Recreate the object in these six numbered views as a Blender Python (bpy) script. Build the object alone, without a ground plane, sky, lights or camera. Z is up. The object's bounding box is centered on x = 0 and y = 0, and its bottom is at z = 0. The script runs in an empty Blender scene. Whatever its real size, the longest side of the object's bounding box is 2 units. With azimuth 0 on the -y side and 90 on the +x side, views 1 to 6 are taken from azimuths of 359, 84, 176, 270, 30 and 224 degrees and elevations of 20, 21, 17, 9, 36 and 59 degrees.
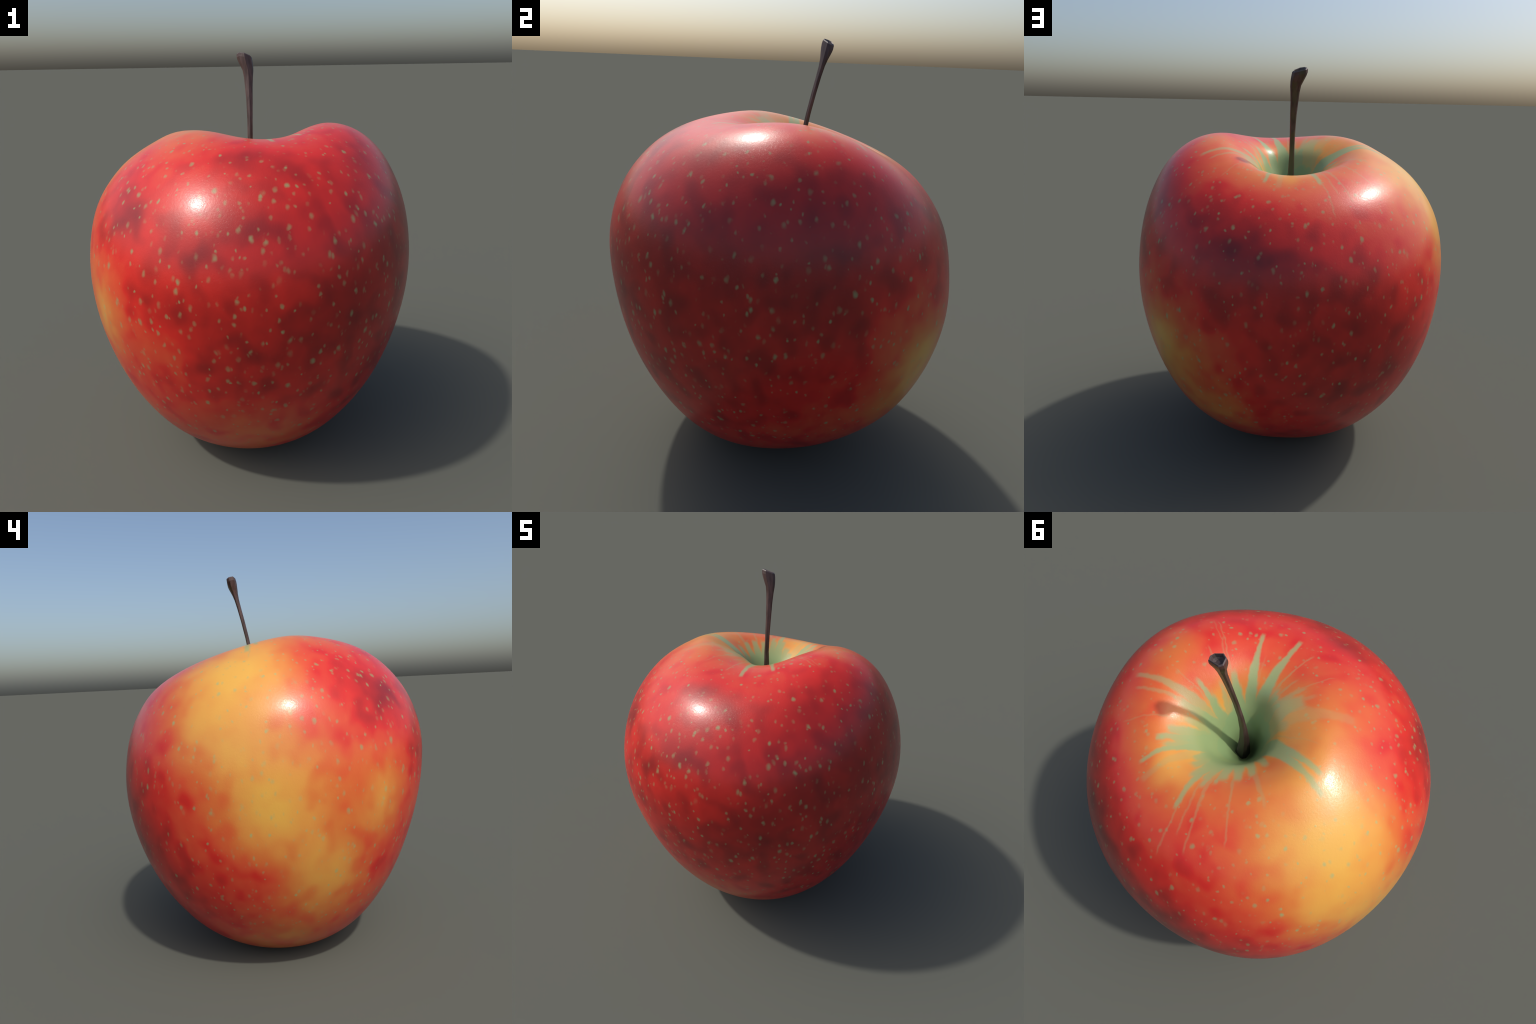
"""A red-and-yellow apple with a long woody stem, built from rings and procedural skin.

The fruit is a loft: each ring has a mean radius, a mean height and a few angular
harmonics (in millimetres) that make it lopsided.  The rings run from the floor of the
stem cavity, over the shoulder, down to the calyx dimple on which it stands.
"""
import math
import random

import bpy
import bmesh
from mathutils import Vector

random.seed(7)

AXIS = (0.020, 0.075)          # x, y of the core, where the stem leaves the fruit

# ring: radius, height, (radial cos1, sin1, cos2, sin2 ... in mm), (height cos1, sin1 ... in mm)
RINGS = [
    (0.0, 1.2880, (0, 0, 0, 0, 0, 0, 0, 0), (0, 0, 0, 0, 0, 0)),
    (0.0348, 1.3000, (0, 1, 0, 0, 0, 0, 0, 0), (0, -1, 1, 0, 0, 0)),
    (0.0740, 1.3620, (3, 10, 3, -1, -3, 0, 0, 0), (4, -18, 7, 1, 2, -1)),
    (0.1190, 1.4469, (9, 19, 7, -4, -6, 0, 0, -1), (10, -44, 17, 2, 5, -3)),
    (0.1890, 1.5470, (11, 21, 10, -6, -9, 0, 1, -1), (13, -64, 27, 2, 7, -5)),
    (0.3358, 1.6105, (6, 6, 12, -9, -8, 1, 4, -2), (9, -64, 34, 3, 8, -5)),
    (0.4859, 1.5758, (5, -20, 9, -9, -3, 3, 6, -1), (15, -72, 29, 1, 12, -1)),
    (0.6297, 1.4744, (-5, -41, 6, -6, -3, 4, 6, 1), (13, -72, 23, 0, 12, 3)),
    (0.7446, 1.3070, (-14, -59, 1, 1, -5, 6, 3, 0), (8, -67, 16, 0, 7, 4)),
    (0.8030, 1.1020, (-17, -68, -2, 6, -3, 9, -2, 0), (2, -59, 9, -2, 4, 4)),
    (0.8083, 0.8815, (-16, -65, -2, 10, -4, 9, -7, 1), (1, -47, 4, -3, 3, 2)),
    (0.7607, 0.6358, (-19, -63, -1, 10, -7, 9, -8, 1), (0, -32, 1, -3, 3, 0)),
    (0.6649, 0.4027, (-23, -64, 0, 10, -6, 8, -9, 0), (1, -15, 0, -4, 2, -1)),
    (0.5226, 0.2041, (-28, -71, 0, 8, -4, 6, -7, 1), (4, 2, 0, -2, 0, -2)),
    (0.3595, 0.0695, (-29, -71, 0, 6, -2, 4, -4, 2), (4, 7, 0, -1, 0, -1)),
    (0.2027, 0.0041, (-23, -55, 0, 4, -1, 2, -2, 1), (0, 0, 0, 0, 0, 0)),
    (0.0922, 0.0249, (-13, -30, 0, 2, 0, 1, -1, 1), (0, 0, 0, 0, 0, 0)),
    (0.0, 0.0400, (0, 0, 0, 0, 0, 0, 0, 0), (0, 0, 0, 0, 0, 0)),
]


def spline_weights(t, n):
    """Catmull-Rom weights of the rings around parameter t (ends extrapolated)."""
    i = min(int(t), n - 2)
    u = t - i
    w = ((-u + 2 * u * u - u ** 3) / 2, (2 - 5 * u * u + 3 * u ** 3) / 2,
         (u + 4 * u * u - 3 * u ** 3) / 2, (-u * u + u ** 3) / 2)
    out = {}
    for k, x in zip(range(i - 1, i + 3), w):
        if k < 0:
            pairs = ((0, 2 * x), (1, -x))
        elif k > n - 1:
            pairs = ((n - 1, 2 * x), (n - 2, -x))
        else:
            pairs = ((k, x),)
        for kk, xx in pairs:
            out[kk] = out.get(kk, 0.0) + xx
    return out


def harmonic_sum(base, coeffs, a):
    s = base
    for m in range(len(coeffs) // 2):
        s += 0.001 * (coeffs[2 * m] * math.cos((m + 1) * a) + coeffs[2 * m + 1] * math.sin((m + 1) * a))
    return s


def fruit_point(t, a):
    r = z = 0.0
    for k, w in spline_weights(t, len(RINGS)).items():
        r0, z0, hr, hz = RINGS[k]
        r += w * harmonic_sum(r0, hr, a)
        z += w * harmonic_sum(z0, hz, a)
    return Vector((AXIS[0] + r * math.cos(a), AXIS[1] + r * math.sin(a), z))


def build_fruit():
    n_t, n_a = 136, 160
    last = len(RINGS) - 1
    bm = bmesh.new()
    rows = []
    for i in range(n_t + 1):
        t = last * i / n_t
        if i in (0, n_t):
            rows.append([bm.verts.new(fruit_point(t, 0.0))])
        else:
            rows.append([bm.verts.new(fruit_point(t, math.tau * j / n_a)) for j in range(n_a)])
    for i in range(n_t):
        up, low = rows[i], rows[i + 1]
        for j in range(n_a):
            k = (j + 1) % n_a
            if len(up) == 1:
                bm.faces.new((up[0], low[j], low[k]))
            elif len(low) == 1:
                bm.faces.new((up[j], low[0], up[k]))
            else:
                bm.faces.new((up[j], low[j], low[k], up[k]))
    lowest = min(v.co.z for v in bm.verts)
    for v in bm.verts:
        # let the underside settle on the ground without moving the shoulder
        v.co.z -= lowest * max(0.0, 1.0 - v.co.z / 0.4)
    for f in bm.faces:
        f.smooth = True
    bmesh.ops.recalc_face_normals(bm, faces=bm.faces)
    me = bpy.data.meshes.new("fruit_body")
    bm.to_mesh(me)
    bm.free()
    return bpy.data.objects.new("fruit_body", me)


# ---------------------------------------------------------------- stem
def stem_axis(z):
    t = (z - 1.3) / 0.4
    bend = 0.0034 * math.exp(-((z - 1.905) / 0.03) ** 2) - 0.0050 * max(0.0, min(1.0, (z - 1.925) / 0.04))
    return Vector((bend + STEM_X[0] + t * (STEM_X[1] + t * (STEM_X[2] + t * STEM_X[3])),
                   STEM_Y[0] + t * (STEM_Y[1] + t * (STEM_Y[2] + t * STEM_Y[3])), z))


STEM_X = (0.0283, -0.0674, 0.0832, -0.0324)
STEM_Y = (0.0763, -0.0325, 0.0812, -0.0163)
# seven corners of the cross-section, as fractions of the half widths
STEM_SECTION = ((0.0, -1.0), (0.84, -0.36), (1.0, 0.22), (0.74, 0.90), (-0.72, 0.94), (-1.0, 0.42), (-0.70, -0.62))
# height, half width in x, half width in y
STEM_RINGS = ((1.262, 0.040, 0.038), (1.30, 0.033, 0.031), (1.35, 0.0270, 0.0250), (1.42, 0.0212, 0.0190),
              (1.49, 0.0160, 0.0140), (1.58, 0.0130, 0.0112), (1.68, 0.0133, 0.0104), (1.77, 0.0158, 0.0107),
              (1.84, 0.0190, 0.0113), (1.885, 0.0224, 0.0128), (1.914, 0.0265, 0.0160), (1.938, 0.0330, 0.0205),
              (1.956, 0.0372, 0.0235), (1.970, 0.0388, 0.0246))
END_TILT = 0.25                 # the cut end rises towards -x


def build_stem():
    bm = bmesh.new()
    rows = []
    for z, a, b in STEM_RINGS:
        c = stem_axis(z)
        lean = max(0.0, (z - 1.88) / 0.090)
        rows.append([bm.verts.new((c.x + a * sx, c.y + b * sy, z - lean * (END_TILT * a * sx + 0.34 * b * sy)))
                     for sx, sy in STEM_SECTION])
    for low, up in zip(rows, rows[1:]):
        for j in range(7):
            k = (j + 1) % 7
            f = bm.faces.new((low[j], low[k], up[k], up[j]))
            f.smooth = True
    bm.faces.new(list(reversed(rows[0])))
    bm.edges.ensure_lookup_table()
    for e in bm.edges:               # seven crisp ridges run the length of the stem
        d = (e.verts[0].co - e.verts[1].co).normalized()
        e.smooth = abs(d.z) < 0.75
    me = bpy.data.meshes.new("stem")
    bm.to_mesh(me)
    bm.free()
    stem = bpy.data.objects.new("stem", me)

    # the cut end: a chamfered rim around a shallow cup
    bm = bmesh.new()
    z, a, b = STEM_RINGS[-1]
    loops = []
    for scale, rise in ((1.0, 0.0), (0.965, 0.0150), (0.85, 0.0195), (0.77, 0.0180), (0.62, 0.006), (0.32, -0.001)):
        c = stem_axis(z) + Vector((-0.10, 0.24, 1.0)) * rise
        loops.append([bm.verts.new((c.x + a * sx * scale, c.y + b * sy * scale,
                                    c.z - scale * (END_TILT * a * sx + 0.34 * b * sy))) for sx, sy in STEM_SECTION])
    for i, (low, up) in enumerate(zip(loops, loops[1:])):
        for j in range(7):
            k = (j + 1) % 7
            f = bm.faces.new((low[j], low[k], up[k], up[j]))
            f.material_index = 1 if i == 0 else 0        # bark still wraps the outer edge
    bm.faces.new(loops[-1])
    me = bpy.data.meshes.new("cut_end")
    bm.to_mesh(me)
    bm.free()
    end = bpy.data.objects.new("cut_end", me)
    return stem, end


# ---------------------------------------------------------------- node helpers
class Nodes:
    def __init__(self, tree):
        self.tree = tree

    def add(self, kind, **props):
        n = self.tree.nodes.new(kind)
        for k, v in props.items():
            setattr(n, k, v)
        return n

    def put(self, socket, value):
        if isinstance(value, bpy.types.NodeSocket):
            self.tree.links.new(value, socket)
        else:
            socket.default_value = value

    def math(self, op, *args, clamp=False):
        n = self.add("ShaderNodeMath", operation=op, use_clamp=clamp)
        for s, v in zip(n.inputs, args):
            self.put(s, v)
        return n.outputs[0]

    def vec(self, op, *args):
        n = self.add("ShaderNodeVectorMath", operation=op)
        names = {"SCALE": ("Vector", "Scale")}.get(op)
        for i, v in enumerate(args):
            self.put(n.inputs[names[i]] if names else n.inputs[i], v)
        return n.outputs["Value"] if op in ("DOT_PRODUCT", "LENGTH", "DISTANCE") else n.outputs["Vector"]

    def ramp01(self, value, lo, hi, out_lo=0.0, out_hi=1.0):
        n = self.add("ShaderNodeMapRange", interpolation_type="SMOOTHSTEP")
        for name, v in (("Value", value), ("From Min", lo), ("From Max", hi), ("To Min", out_lo), ("To Max", out_hi)):
            self.put(n.inputs[name], v)
        return n.outputs[0]

    def noise(self, vector, scale, detail=2.0, rough=0.5, distortion=0.0):
        n = self.add("ShaderNodeTexNoise")
        self.put(n.inputs["Vector"], vector)
        for name, v in (("Scale", scale), ("Detail", detail), ("Roughness", rough), ("Distortion", distortion)):
            n.inputs[name].default_value = v
        return n

    def mix(self, fac, a, b, blend="MIX"):
        n = self.add("ShaderNodeMix", data_type="RGBA", blend_type=blend)
        self.put(n.inputs[0], fac)
        self.put(n.inputs[6], a)
        self.put(n.inputs[7], b)
        return n.outputs[2]


def new_material(name):
    m = bpy.data.materials.new(name)
    m.use_nodes = True
    t = m.node_tree
    t.nodes.clear()
    n = Nodes(t)
    bsdf = n.add("ShaderNodeBsdfPrincipled")
    out = n.add("ShaderNodeOutputMaterial")
    t.links.new(bsdf.outputs[0], out.inputs[0])
    return m, n, bsdf


def group(name, inputs):
    g = bpy.data.node_groups.new(name, "ShaderNodeTree")
    for label, kind in inputs:
        g.interface.new_socket(label, in_out="INPUT", socket_type=kind)
    g.interface.new_socket("Value", in_out="OUTPUT", socket_type="NodeSocketFloat")
    n = Nodes(g)
    return g, n, n.add("NodeGroupInput"), n.add("NodeGroupOutput")


def patch_group():
    """A soft round patch of more or less blush: strength * exp(-d2 / 2 size2)."""
    g, n, i, o = group("patch", (("Position", "NodeSocketVector"), ("Centre", "NodeSocketVector"),
                                 ("Size", "NodeSocketFloat"), ("Strength", "NodeSocketFloat"),
                                 ("Sum", "NodeSocketFloat")))
    # the vanishing share of the running sum makes the renderer take the patches one by one,
    # which keeps its small register file from overflowing
    where = n.vec("ADD", i.outputs[0], n.math("MULTIPLY", i.outputs[4], 1e-7))
    d = n.math("DIVIDE", n.vec("DISTANCE", where, i.outputs[1]), i.outputs[2])
    e = n.math("EXPONENT", n.math("MULTIPLY", n.math("MULTIPLY", d, d), -0.5))
    n.put(o.inputs[0], n.math("MULTIPLY_ADD", e, i.outputs[3], i.outputs[4]))
    return g


def streak_group():
    """A tapering ray that runs out from the stem cavity."""
    g, n, i, o = group("streak", (("Flat", "NodeSocketVector"), ("Heading", "NodeSocketVector"),
                                  ("Side", "NodeSocketVector"), ("Length", "NodeSocketFloat"),
                                  ("Width", "NodeSocketFloat"), ("Strength", "NodeSocketFloat"),
                                  ("So far", "NodeSocketFloat")))
    flat, heading, side, length, width, strength, so_far = i.outputs[:7]
    flat = n.vec("ADD", flat, n.math("MULTIPLY", so_far, 1e-7))
    along = n.vec("DOT_PRODUCT", flat, heading)
    across = n.math("ABSOLUTE", n.vec("DOT_PRODUCT", flat, side))
    body = n.math("MULTIPLY", width, n.ramp01(along, 0.06, n.math("MULTIPLY", length, 0.9), 1.75, 0.6))
    edge = n.math("ADD", n.math("MULTIPLY", width, 0.22), 0.0025)
    inside = n.ramp01(n.math("SUBTRACT", body, across), n.math("MULTIPLY", edge, -1.0), edge)
    tip = n.ramp01(n.math("SUBTRACT", length, along), -0.008, 0.022)
    fade = n.ramp01(along, 0.15, length, 1.0, 0.75)
    m = n.math("MULTIPLY", n.math("MULTIPLY", inside, tip), n.math("MULTIPLY", fade, strength))
    m = n.math("MULTIPLY", m, n.math("GREATER_THAN", along, 0.0))
    n.put(o.inputs[0], n.math("MAXIMUM", m, so_far))
    return g


# where the skin is yellower (-) or redder (+) than the general blush: x, y, z, size, strength
PATCHES = [
    (-0.76, 0.12, 1.28, 0.45, -0.48),
    (0.64, 0.48, 0.64, 0.22, -0.63),
    (0.13, 0.21, 1.46, 0.22, -0.67),
    (-0.69, -0.20, 0.51, 0.22, -0.55),
    (-0.34, 0.73, 0.83, 0.32, +0.25),
    (-0.60, -0.30, 1.42, 0.15, +0.33),
    (0.65, -0.46, 1.07, 0.45, +0.17),
    (-0.31, -0.01, 1.65, 0.22, -0.42),
    (-0.65, -0.47, 0.87, 0.10, -0.45),
    (-0.60, 0.17, 1.48, 0.15, -0.53),
    (-0.81, 0.03, 0.93, 0.15, -0.58),
    (0.02, -0.60, 0.32, 0.22, -0.36),
    (0.34, 0.62, 0.41, 0.15, -0.40),
    (0.63, 0.55, 0.80, 0.10, -0.42),
    (0.28, 0.70, 1.25, 0.15, +0.30),
    (-0.54, -0.04, 0.21, 0.10, -0.32),
    (-0.69, 0.35, 1.24, 0.10, -0.29),
    (0.03, 0.42, 1.52, 0.10, -0.31),
    (0.40, 0.09, 1.66, 0.10, -0.41),
    (-0.47, 0.41, 1.46, 0.10, -0.15),
    (-0.77, 0.20, 1.18, 0.10, -0.25),
    (-0.64, -0.49, 1.02, 0.10, -0.22),
    (-0.52, -0.50, 1.35, 0.10, +0.20),
    (0.15, -0.28, 1.64, 0.15, -0.12),
    (-0.37, -0.70, 0.81, 0.10, -0.22),
    (-0.46, -0.14, 1.59, 0.10, +0.26),
    (-0.03, -0.81, 1.01, 0.32, +0.12),
    (-0.73, -0.19, 0.64, 0.10, -0.22),
    (0.73, 0.31, 0.70, 0.10, +0.22),
    (0.77, 0.11, 1.25, 0.22, +0.19),
    (0.73, 0.39, 1.03, 0.10, -0.16),
    (-0.49, 0.14, 0.18, 0.10, -0.22),
    (0.61, -0.07, 0.35, 0.15, -0.14),
    (0.45, 0.70, 0.77, 0.10, -0.11),
    (-0.73, 0.09, 0.55, 0.10, +0.20),
    (-0.04, -0.50, 1.59, 0.10, +0.11),
    (-0.61, -0.43, 0.61, 0.10, +0.14),
    (-0.16, 0.16, 1.50, 0.10, +0.17),
    (-0.61, 0.53, 1.06, 0.10, +0.11),
    (0.28, 0.06, 1.64, 0.10, +0.25),
    (-0.48, -0.51, 1.38, 0.045, 0.26),
    (-0.30, -0.75, 1.07, 0.07, 0.14),
    (0.39, -0.70, 1.12, 0.08, 0.12),
    (-0.22, -0.73, 1.28, 0.05, 0.17),
    (0.13, -0.54, 1.56, 0.05, 0.19),
    (-0.04, -0.50, 1.59, 0.045, 0.15),
    (-0.41, -0.67, 1.19, 0.045, 0.19),
    (0.47, -0.37, 1.55, 0.05, 0.15),
    (-0.08, -0.72, 1.37, 0.06, 0.14),
    (-0.18, -0.77, 0.81, 0.05, 0.15),
    (0.37, -0.72, 0.96, 0.06, 0.15),
    (0.74, -0.27, 1.18, 0.06, 0.15),
    (0.74, 0.04, 1.38, 0.08, 0.10),
    (0.68, -0.30, 1.34, 0.08, 0.07),
    (0.79, 0.18, 1.07, 0.06, 0.17),
    (0.80, -0.03, 1.14, 0.05, 0.11),
    (0.28, 0.70, 1.25, 0.07, 0.12),
    (0.09, 0.78, 1.15, 0.08, 0.10),
    (-0.26, 0.76, 1.03, 0.07, 0.10),
    (0.38, 0.52, 1.43, 0.06, 0.15),
    (-0.16, 0.73, 0.59, 0.05, 0.14),
    (0.55, -0.55, 1.24, 0.07, 0.10),
    (0.06, -0.72, 1.38, 0.05, 0.11),
]

# green rays around the stem: degrees, length, half width, strength
STREAKS = [
    (-79, 0.42, 0.017, 0.92), (-56, 0.38, 0.015, 0.92), (-32, 0.21, 0.024, 0.92), (8, 0.245, 0.013, 0.9),
    (-12, 0.19, 0.012, 0.6), (23, 0.48, 0.015, 0.62), (30, 0.46, 0.009, 0.40), (31, 0.27, 0.026, 0.85),
    (61, 0.35, 0.021, 0.92), (70, 0.44, 0.013, 0.92), (79, 0.46, 0.020, 0.28), (84, 0.25, 0.022, 0.75),
    (104, 0.45, 0.016, 0.90), (105, 0.60, 0.006, 0.30), (110, 0.52, 0.006, 0.28), (115, 0.57, 0.007, 0.32),
    (112, 0.34, 0.017, 0.85), (119, 0.31, 0.012, 0.85), (131, 0.53, 0.0055, 0.32), (131, 0.28, 0.011, 0.75),
    (149, 0.42, 0.010, 0.32), (149, 0.20, 0.012, 0.6), (-179, 0.43, 0.017, 0.92), (175.5, 0.49, 0.017, 0.9),
    (177, 0.54, 0.006, 0.35), (-144, 0.45, 0.028, 0.24), (-138, 0.26, 0.014, 0.50), (-128, 0.30, 0.016, 0.30),
    (-117, 0.27, 0.012, 0.50), (-119, 0.22, 0.022, 0.65), (-97, 0.19, 0.015, 0.70), (-103, 0.26, 0.008, 0.35),
    # short broad tongues that close up into the green floor of the cavity
    (63, 0.29, 0.038, 0.95), (84, 0.25, 0.032, 0.95), (101, 0.32, 0.029, 0.95), (111, 0.31, 0.027, 0.95),
    (122, 0.29, 0.027, 0.95), (134, 0.29, 0.029, 0.92), (147, 0.28, 0.023, 0.9), (160, 0.25, 0.019, 0.85), (68, 0.33, 0.026, 0.9), (55, 0.30, 0.027, 0.9), (43, 0.24, 0.020, 0.8), (-130, 0.25, 0.050, 0.7), (-155, 0.20, 0.030, 0.6), (92, 0.28, 0.030, 0.9), (29, 0.22, 0.028, 0.95), (6, 0.18, 0.024, 0.95),
    (-20, 0.15, 0.022, 0.9), (-36, 0.17, 0.022, 0.95), (-58, 0.19, 0.026, 0.95), (-82, 0.20, 0.030, 0.95),
    (-104, 0.17, 0.026, 0.9), (-120, 0.17, 0.026, 0.9), (-138, 0.16, 0.020, 0.7), (176, 0.20, 0.022, 0.9),
]


# and a scatter of hair-thin ones
for _ in range(14):
    STREAKS.append((random.uniform(-180, 180), random.uniform(0.24, 0.50), random.uniform(0.003, 0.006),
                    random.uniform(0.15, 0.40)))


def skin_material():
    m, n, bsdf = new_material("apple_skin")
    obj = n.add("ShaderNodeTexCoord").outputs["Object"]

    # gently warped position, so that no patch has a clean outline
    wob = n.vec("SUBTRACT", n.noise(obj, 5.0, 2.0).outputs["Color"], (0.5, 0.5, 0.5))
    warped = n.vec("ADD", obj, n.vec("SCALE", wob, 0.08))

    # blush: 0 yellow, 0.5 orange, 1 red, 1.4 dark crimson
    g = patch_group()
    blush = 0.98
    for x, y, z, size, strength in PATCHES:
        p = n.add("ShaderNodeGroup", node_tree=g)
        n.put(p.inputs[0], warped)
        p.inputs[1].default_value = (x, y, z)
        p.inputs[2].default_value = size
        p.inputs[3].default_value = strength
        n.put(p.inputs[4], blush)
        blush = p.outputs[0]
    stretched = n.vec("MULTIPLY", obj, (1.0, 1.0, 0.85))
    big = n.noise(stretched, 8.0, 1.0, 0.4).outputs[0]
    small = n.noise(stretched, 14.0, 1.5, 0.45).outputs[0]
    spots = n.ramp01(n.noise(stretched, 11.5, 0.5, 0.4).outputs[0], 0.42, 0.82, -0.03, 0.20)
    mottle = n.math("ADD", n.math("MULTIPLY", n.math("SUBTRACT", big, 0.5), 0.17),
                    n.math("MULTIPLY", n.math("SUBTRACT", small, 0.5), 0.20))
    mottle = n.math("ADD", mottle, spots)
    height = n.add("ShaderNodeSeparateXYZ")
    n.put(height.inputs[0], obj)
    z = height.outputs[2]
    mottle = n.math("MULTIPLY", mottle, n.ramp01(z, 1.2, 1.6, 1.0, 0.6))
    mottle = n.math("MULTIPLY", mottle, n.ramp01(blush, 0.1, 0.9, 0.65, 1.0))
    blush = n.math("ADD", blush, mottle)
    blush = n.math("SUBTRACT", blush, n.ramp01(z, 0.22, 0.03, 0.0, 0.42))
    # amber ground colour in and just around the cavity
    flat = n.vec("MULTIPLY", n.vec("SUBTRACT", obj, (*AXIS, 0.0)), (1.0, 1.0, 0.0))
    reach = n.vec("LENGTH", flat)
    upper = n.ramp01(z, 1.0, 1.2)
    blush = n.math("SUBTRACT", blush, n.math("MULTIPLY", upper, n.ramp01(reach, 0.30, 0.10, 0.0, 0.30)))
    ramp = n.add("ShaderNodeValToRGB")
    stops = ((0.0, YELLOW), (0.25, AMBER), (0.50, ORANGE), (0.75, SCARLET), (0.93, RED), (1.18, CRIMSON), (1.48, DARK))
    el = ramp.color_ramp.elements
    while len(el) < len(stops):
        el.new(0.5)
    for e, (p, c) in zip(el, stops):
        e.position = p / 1.5
        e.color = (*c, 1)
    n.put(ramp.inputs[0], n.math("DIVIDE", blush, 1.5))
    colour = ramp.outputs[0]

    # lenticels: small pale corky dots, drawn out along the meridians round the waist
    dots = None
    side = n.add("ShaderNodeSeparateXYZ")
    n.put(side.inputs[0], obj)
    plenty = n.ramp01(side.outputs[1], -0.60, -0.05, 1.0, 0.88)      # thickest on the -y face
    for scale, offset, lo, hi in ((21.5, (0, 0, 0), 0.0055, 0.0120), (20.0, (3.1, 1.7, 0.4), 0.0055, 0.0118),
                                  (27.0, (7.3, 2.2, 5.1), 0.0045, 0.0085)):
        jig = n.vec("SCALE", n.vec("SUBTRACT", n.noise(obj, 34.0, 1.0).outputs["Color"], (0.5, 0.5, 0.5)), 0.016)
        pos = n.vec("MULTIPLY", n.vec("ADD", n.vec("ADD", obj, jig), offset), (1.0, 1.0, 0.64))
        v = n.add("ShaderNodeTexVoronoi")
        n.put(v.inputs["Vector"], pos)
        v.inputs["Scale"].default_value = scale
        sep = n.add("ShaderNodeSeparateColor")
        n.put(sep.inputs[0], v.outputs["Color"])
        size = n.math("ADD", n.math("MULTIPLY", sep.outputs[0], hi - lo), lo)
        size = n.math("MULTIPLY", n.math("MULTIPLY", size, scale), plenty)
        d = n.ramp01(v.outputs["Distance"], n.math("MULTIPLY", size, 1.3), n.math("MULTIPLY", size, 0.2))
        d = n.math("MULTIPLY", d, n.math("ADD", n.math("MULTIPLY", sep.outputs[1], 0.70), 0.15))
        dots = d if dots is None else n.math("MAXIMUM", dots, d)
    # none inside the cavity, fewer right under the fruit
    off = n.math("SUBTRACT", 1.0, n.math("MULTIPLY", upper, n.ramp01(reach, 0.24, 0.16)))
    dots = n.math("MULTIPLY", n.math("MULTIPLY", dots, off), n.ramp01(z, 0.05, 0.42, 0.2, 1.0))
    dot_colour = n.mix(n.ramp01(blush, 0.25, 0.8), DOT_ON_YELLOW, DOT_ON_RED)
    colour = n.mix(dots, colour, dot_colour)

    # russet green of the cavity and the rays that leave it
    ray_wob = n.vec("SUBTRACT", n.noise(obj, 9.0, 2.0).outputs["Color"], (0.5, 0.5, 0.5))
    ray_wob = n.vec("ADD", n.vec("SCALE", ray_wob, 0.024),
                    n.vec("SCALE", n.vec("SUBTRACT", n.noise(obj, 45.0, 1.0).outputs["Color"], (0.5, 0.5, 0.5)), 0.009))
    ray_pos = n.vec("MULTIPLY", n.vec("ADD", flat, ray_wob), (1.0, 1.0, 0.0))
    sg = streak_group()
    green = n.ramp01(n.math("ADD", reach, n.math("MULTIPLY", n.math("SUBTRACT", small, 0.5), 0.10)), 0.135, 0.10)
    for deg, length, width, strength in STREAKS:
        a = math.radians(deg)
        s = n.add("ShaderNodeGroup", node_tree=sg)
        n.put(s.inputs[0], ray_pos)
        s.inputs[1].default_value = (math.cos(a), math.sin(a), 0)
        s.inputs[2].default_value = (-math.sin(a), math.cos(a), 0)
        s.inputs[3].default_value = length
        s.inputs[4].default_value = width
        s.inputs[5].default_value = strength
        n.put(s.inputs[6], green)
        green = s.outputs[0]
    green = n.math("MULTIPLY", green, upper)
    green_colour = n.mix(n.ramp01(reach, 0.04, 0.17), GREEN_DEEP, GREEN_RAY)
    colour = n.mix(green, colour, green_colour)
    # occlusion shade painted into the skin where the stem leaves the fruit
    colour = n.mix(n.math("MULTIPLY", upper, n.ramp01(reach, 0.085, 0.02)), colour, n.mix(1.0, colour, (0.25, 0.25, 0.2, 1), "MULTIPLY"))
    calyx = n.ramp01(reach, 0.15, 0.05)
    colour = n.mix(n.math("MULTIPLY", calyx, n.math("LESS_THAN", z, 0.2)), colour, (0.10, 0.06, 0.03, 1))
    n.put(bsdf.inputs["Base Color"], colour)

    # waxy gloss with fine pores
    pores = n.noise(obj, 95.0, 3.0, 0.6).outputs[0]
    grain = n.noise(obj, 260.0, 2.0, 0.6).outputs[0]
    n.put(bsdf.inputs["Roughness"], n.math("ADD", ROUGH - 0.03, n.math("MULTIPLY", pores, 0.06)))
    bsdf.inputs["Specular IOR Level"].default_value = SPEC
    bsdf.inputs["Coat Weight"].default_value = COAT
    bsdf.inputs["Coat Roughness"].default_value = COAT_ROUGH
    bump = n.add("ShaderNodeBump")
    bump.inputs["Strength"].default_value = 0.25
    bump.inputs["Distance"].default_value = 0.0016
    pits = n.ramp01(grain, 0.30, 0.42)
    h = n.math("ADD", n.math("MULTIPLY", pores, 0.8), n.math("MULTIPLY", pits, 0.35))
    n.put(bump.inputs["Height"], h)
    n.put(bsdf.inputs["Normal"], bump.outputs[0])
    n.put(bsdf.inputs["Coat Normal"], bump.outputs[0])
    return m


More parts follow.
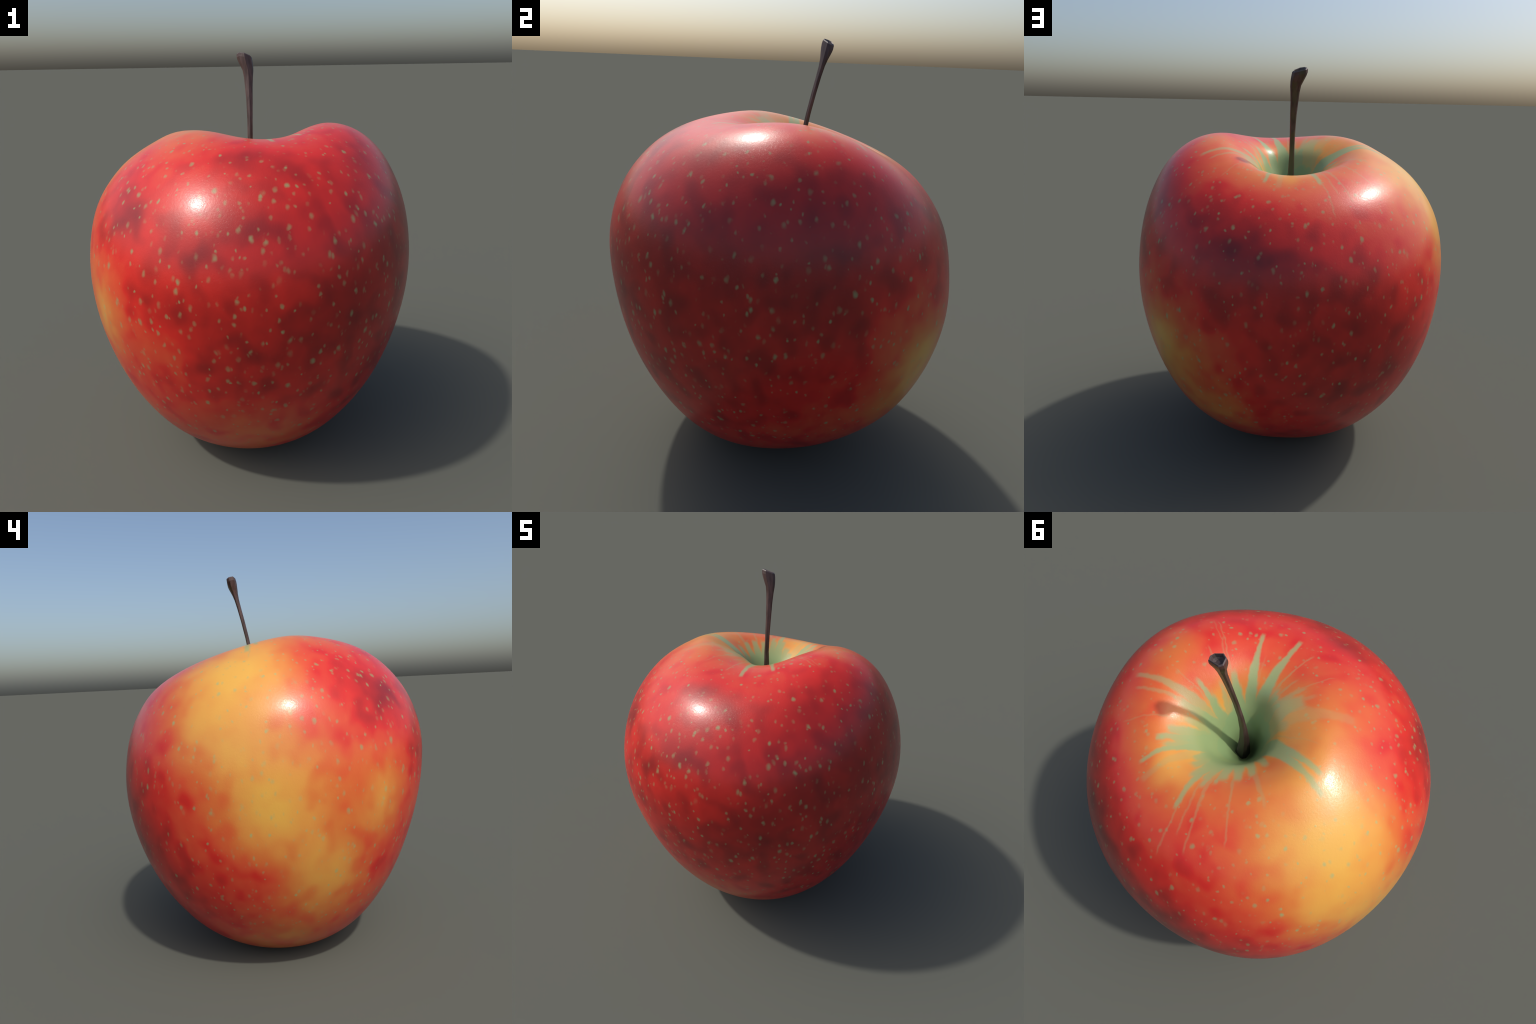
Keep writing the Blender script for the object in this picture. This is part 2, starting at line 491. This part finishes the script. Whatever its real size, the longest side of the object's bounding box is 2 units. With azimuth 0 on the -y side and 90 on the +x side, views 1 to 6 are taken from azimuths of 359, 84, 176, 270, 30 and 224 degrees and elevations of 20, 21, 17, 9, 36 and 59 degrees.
YELLOW = (0.70, 0.37, 0.065)
AMBER = (0.68, 0.28, 0.055)
ORANGE = (0.64, 0.155, 0.035)
SCARLET = (0.64, 0.072, 0.026)
RED = (0.60, 0.021, 0.014)
CRIMSON = (0.36, 0.013, 0.010)
DARK = (0.18, 0.009, 0.009)
DOT_ON_YELLOW = (0.36, 0.38, 0.15, 1)
DOT_ON_RED = (0.255, 0.275, 0.125, 1)
GREEN_DEEP = (0.215, 0.31, 0.135, 1)  # ray green darkened for the shade deep in the cavity
GREEN_RAY = (0.255, 0.365, 0.165, 1)
ROUGH, SPEC, COAT, COAT_ROUGH = 0.37, 0.34, 0.30, 0.20


def stem_material(name, dark):
    m, n, bsdf = new_material(name)
    obj = n.add("ShaderNodeTexCoord").outputs["Object"]
    fibre = n.noise(n.vec("MULTIPLY", obj, (60.0, 60.0, 9.0)), 1.0, 3.0).outputs[0]
    patch = n.noise(n.vec("MULTIPLY", obj, (30.0, 30.0, 6.0)), 1.0, 2.0).outputs[0]
    sep = n.add("ShaderNodeSeparateXYZ")
    n.put(sep.inputs[0], obj)
    z = sep.outputs[2]
    c = n.mix(n.ramp01(fibre, 0.35, 0.7), (0.042, 0.021, 0.018, 1), (0.090, 0.052, 0.047, 1))
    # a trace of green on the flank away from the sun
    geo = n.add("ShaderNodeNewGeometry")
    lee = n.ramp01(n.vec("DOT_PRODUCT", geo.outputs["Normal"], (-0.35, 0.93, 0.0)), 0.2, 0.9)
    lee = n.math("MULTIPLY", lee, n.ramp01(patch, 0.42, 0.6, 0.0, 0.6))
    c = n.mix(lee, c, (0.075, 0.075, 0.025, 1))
    if dark:
        c = n.mix(0.6, c, (0.09, 0.07, 0.074, 1))
    c = n.mix(n.ramp01(z, 1.52, 1.28), c, (0.006, 0.006, 0.004, 1))  # foot of the stem blackened, baking in the cavity's occlusion
    n.put(bsdf.inputs["Base Color"], c)
    bsdf.inputs["Roughness"].default_value = 0.48
    bump = n.add("ShaderNodeBump")
    bump.inputs["Strength"].default_value = 0.3
    bump.inputs["Distance"].default_value = 0.002
    n.put(bump.inputs["Height"], fibre)
    n.put(bsdf.inputs["Normal"], bump.outputs[0])
    return m


def main():
    root = bpy.data.objects.new("apple", None)
    root.empty_display_size = 0.2
    root["label"] = "red and yellow speckled apple with a long brown stem"
    root["category"] = "apple"
    fruit = build_fruit()
    fruit.data.materials.append(skin_material())
    stem, end = build_stem()
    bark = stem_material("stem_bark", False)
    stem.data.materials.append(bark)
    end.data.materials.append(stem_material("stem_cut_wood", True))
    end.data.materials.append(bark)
    for o in (root, fruit, stem, end):
        bpy.context.scene.collection.objects.link(o)
    fruit.parent = root
    stem.parent = root
    end.parent = stem


main()
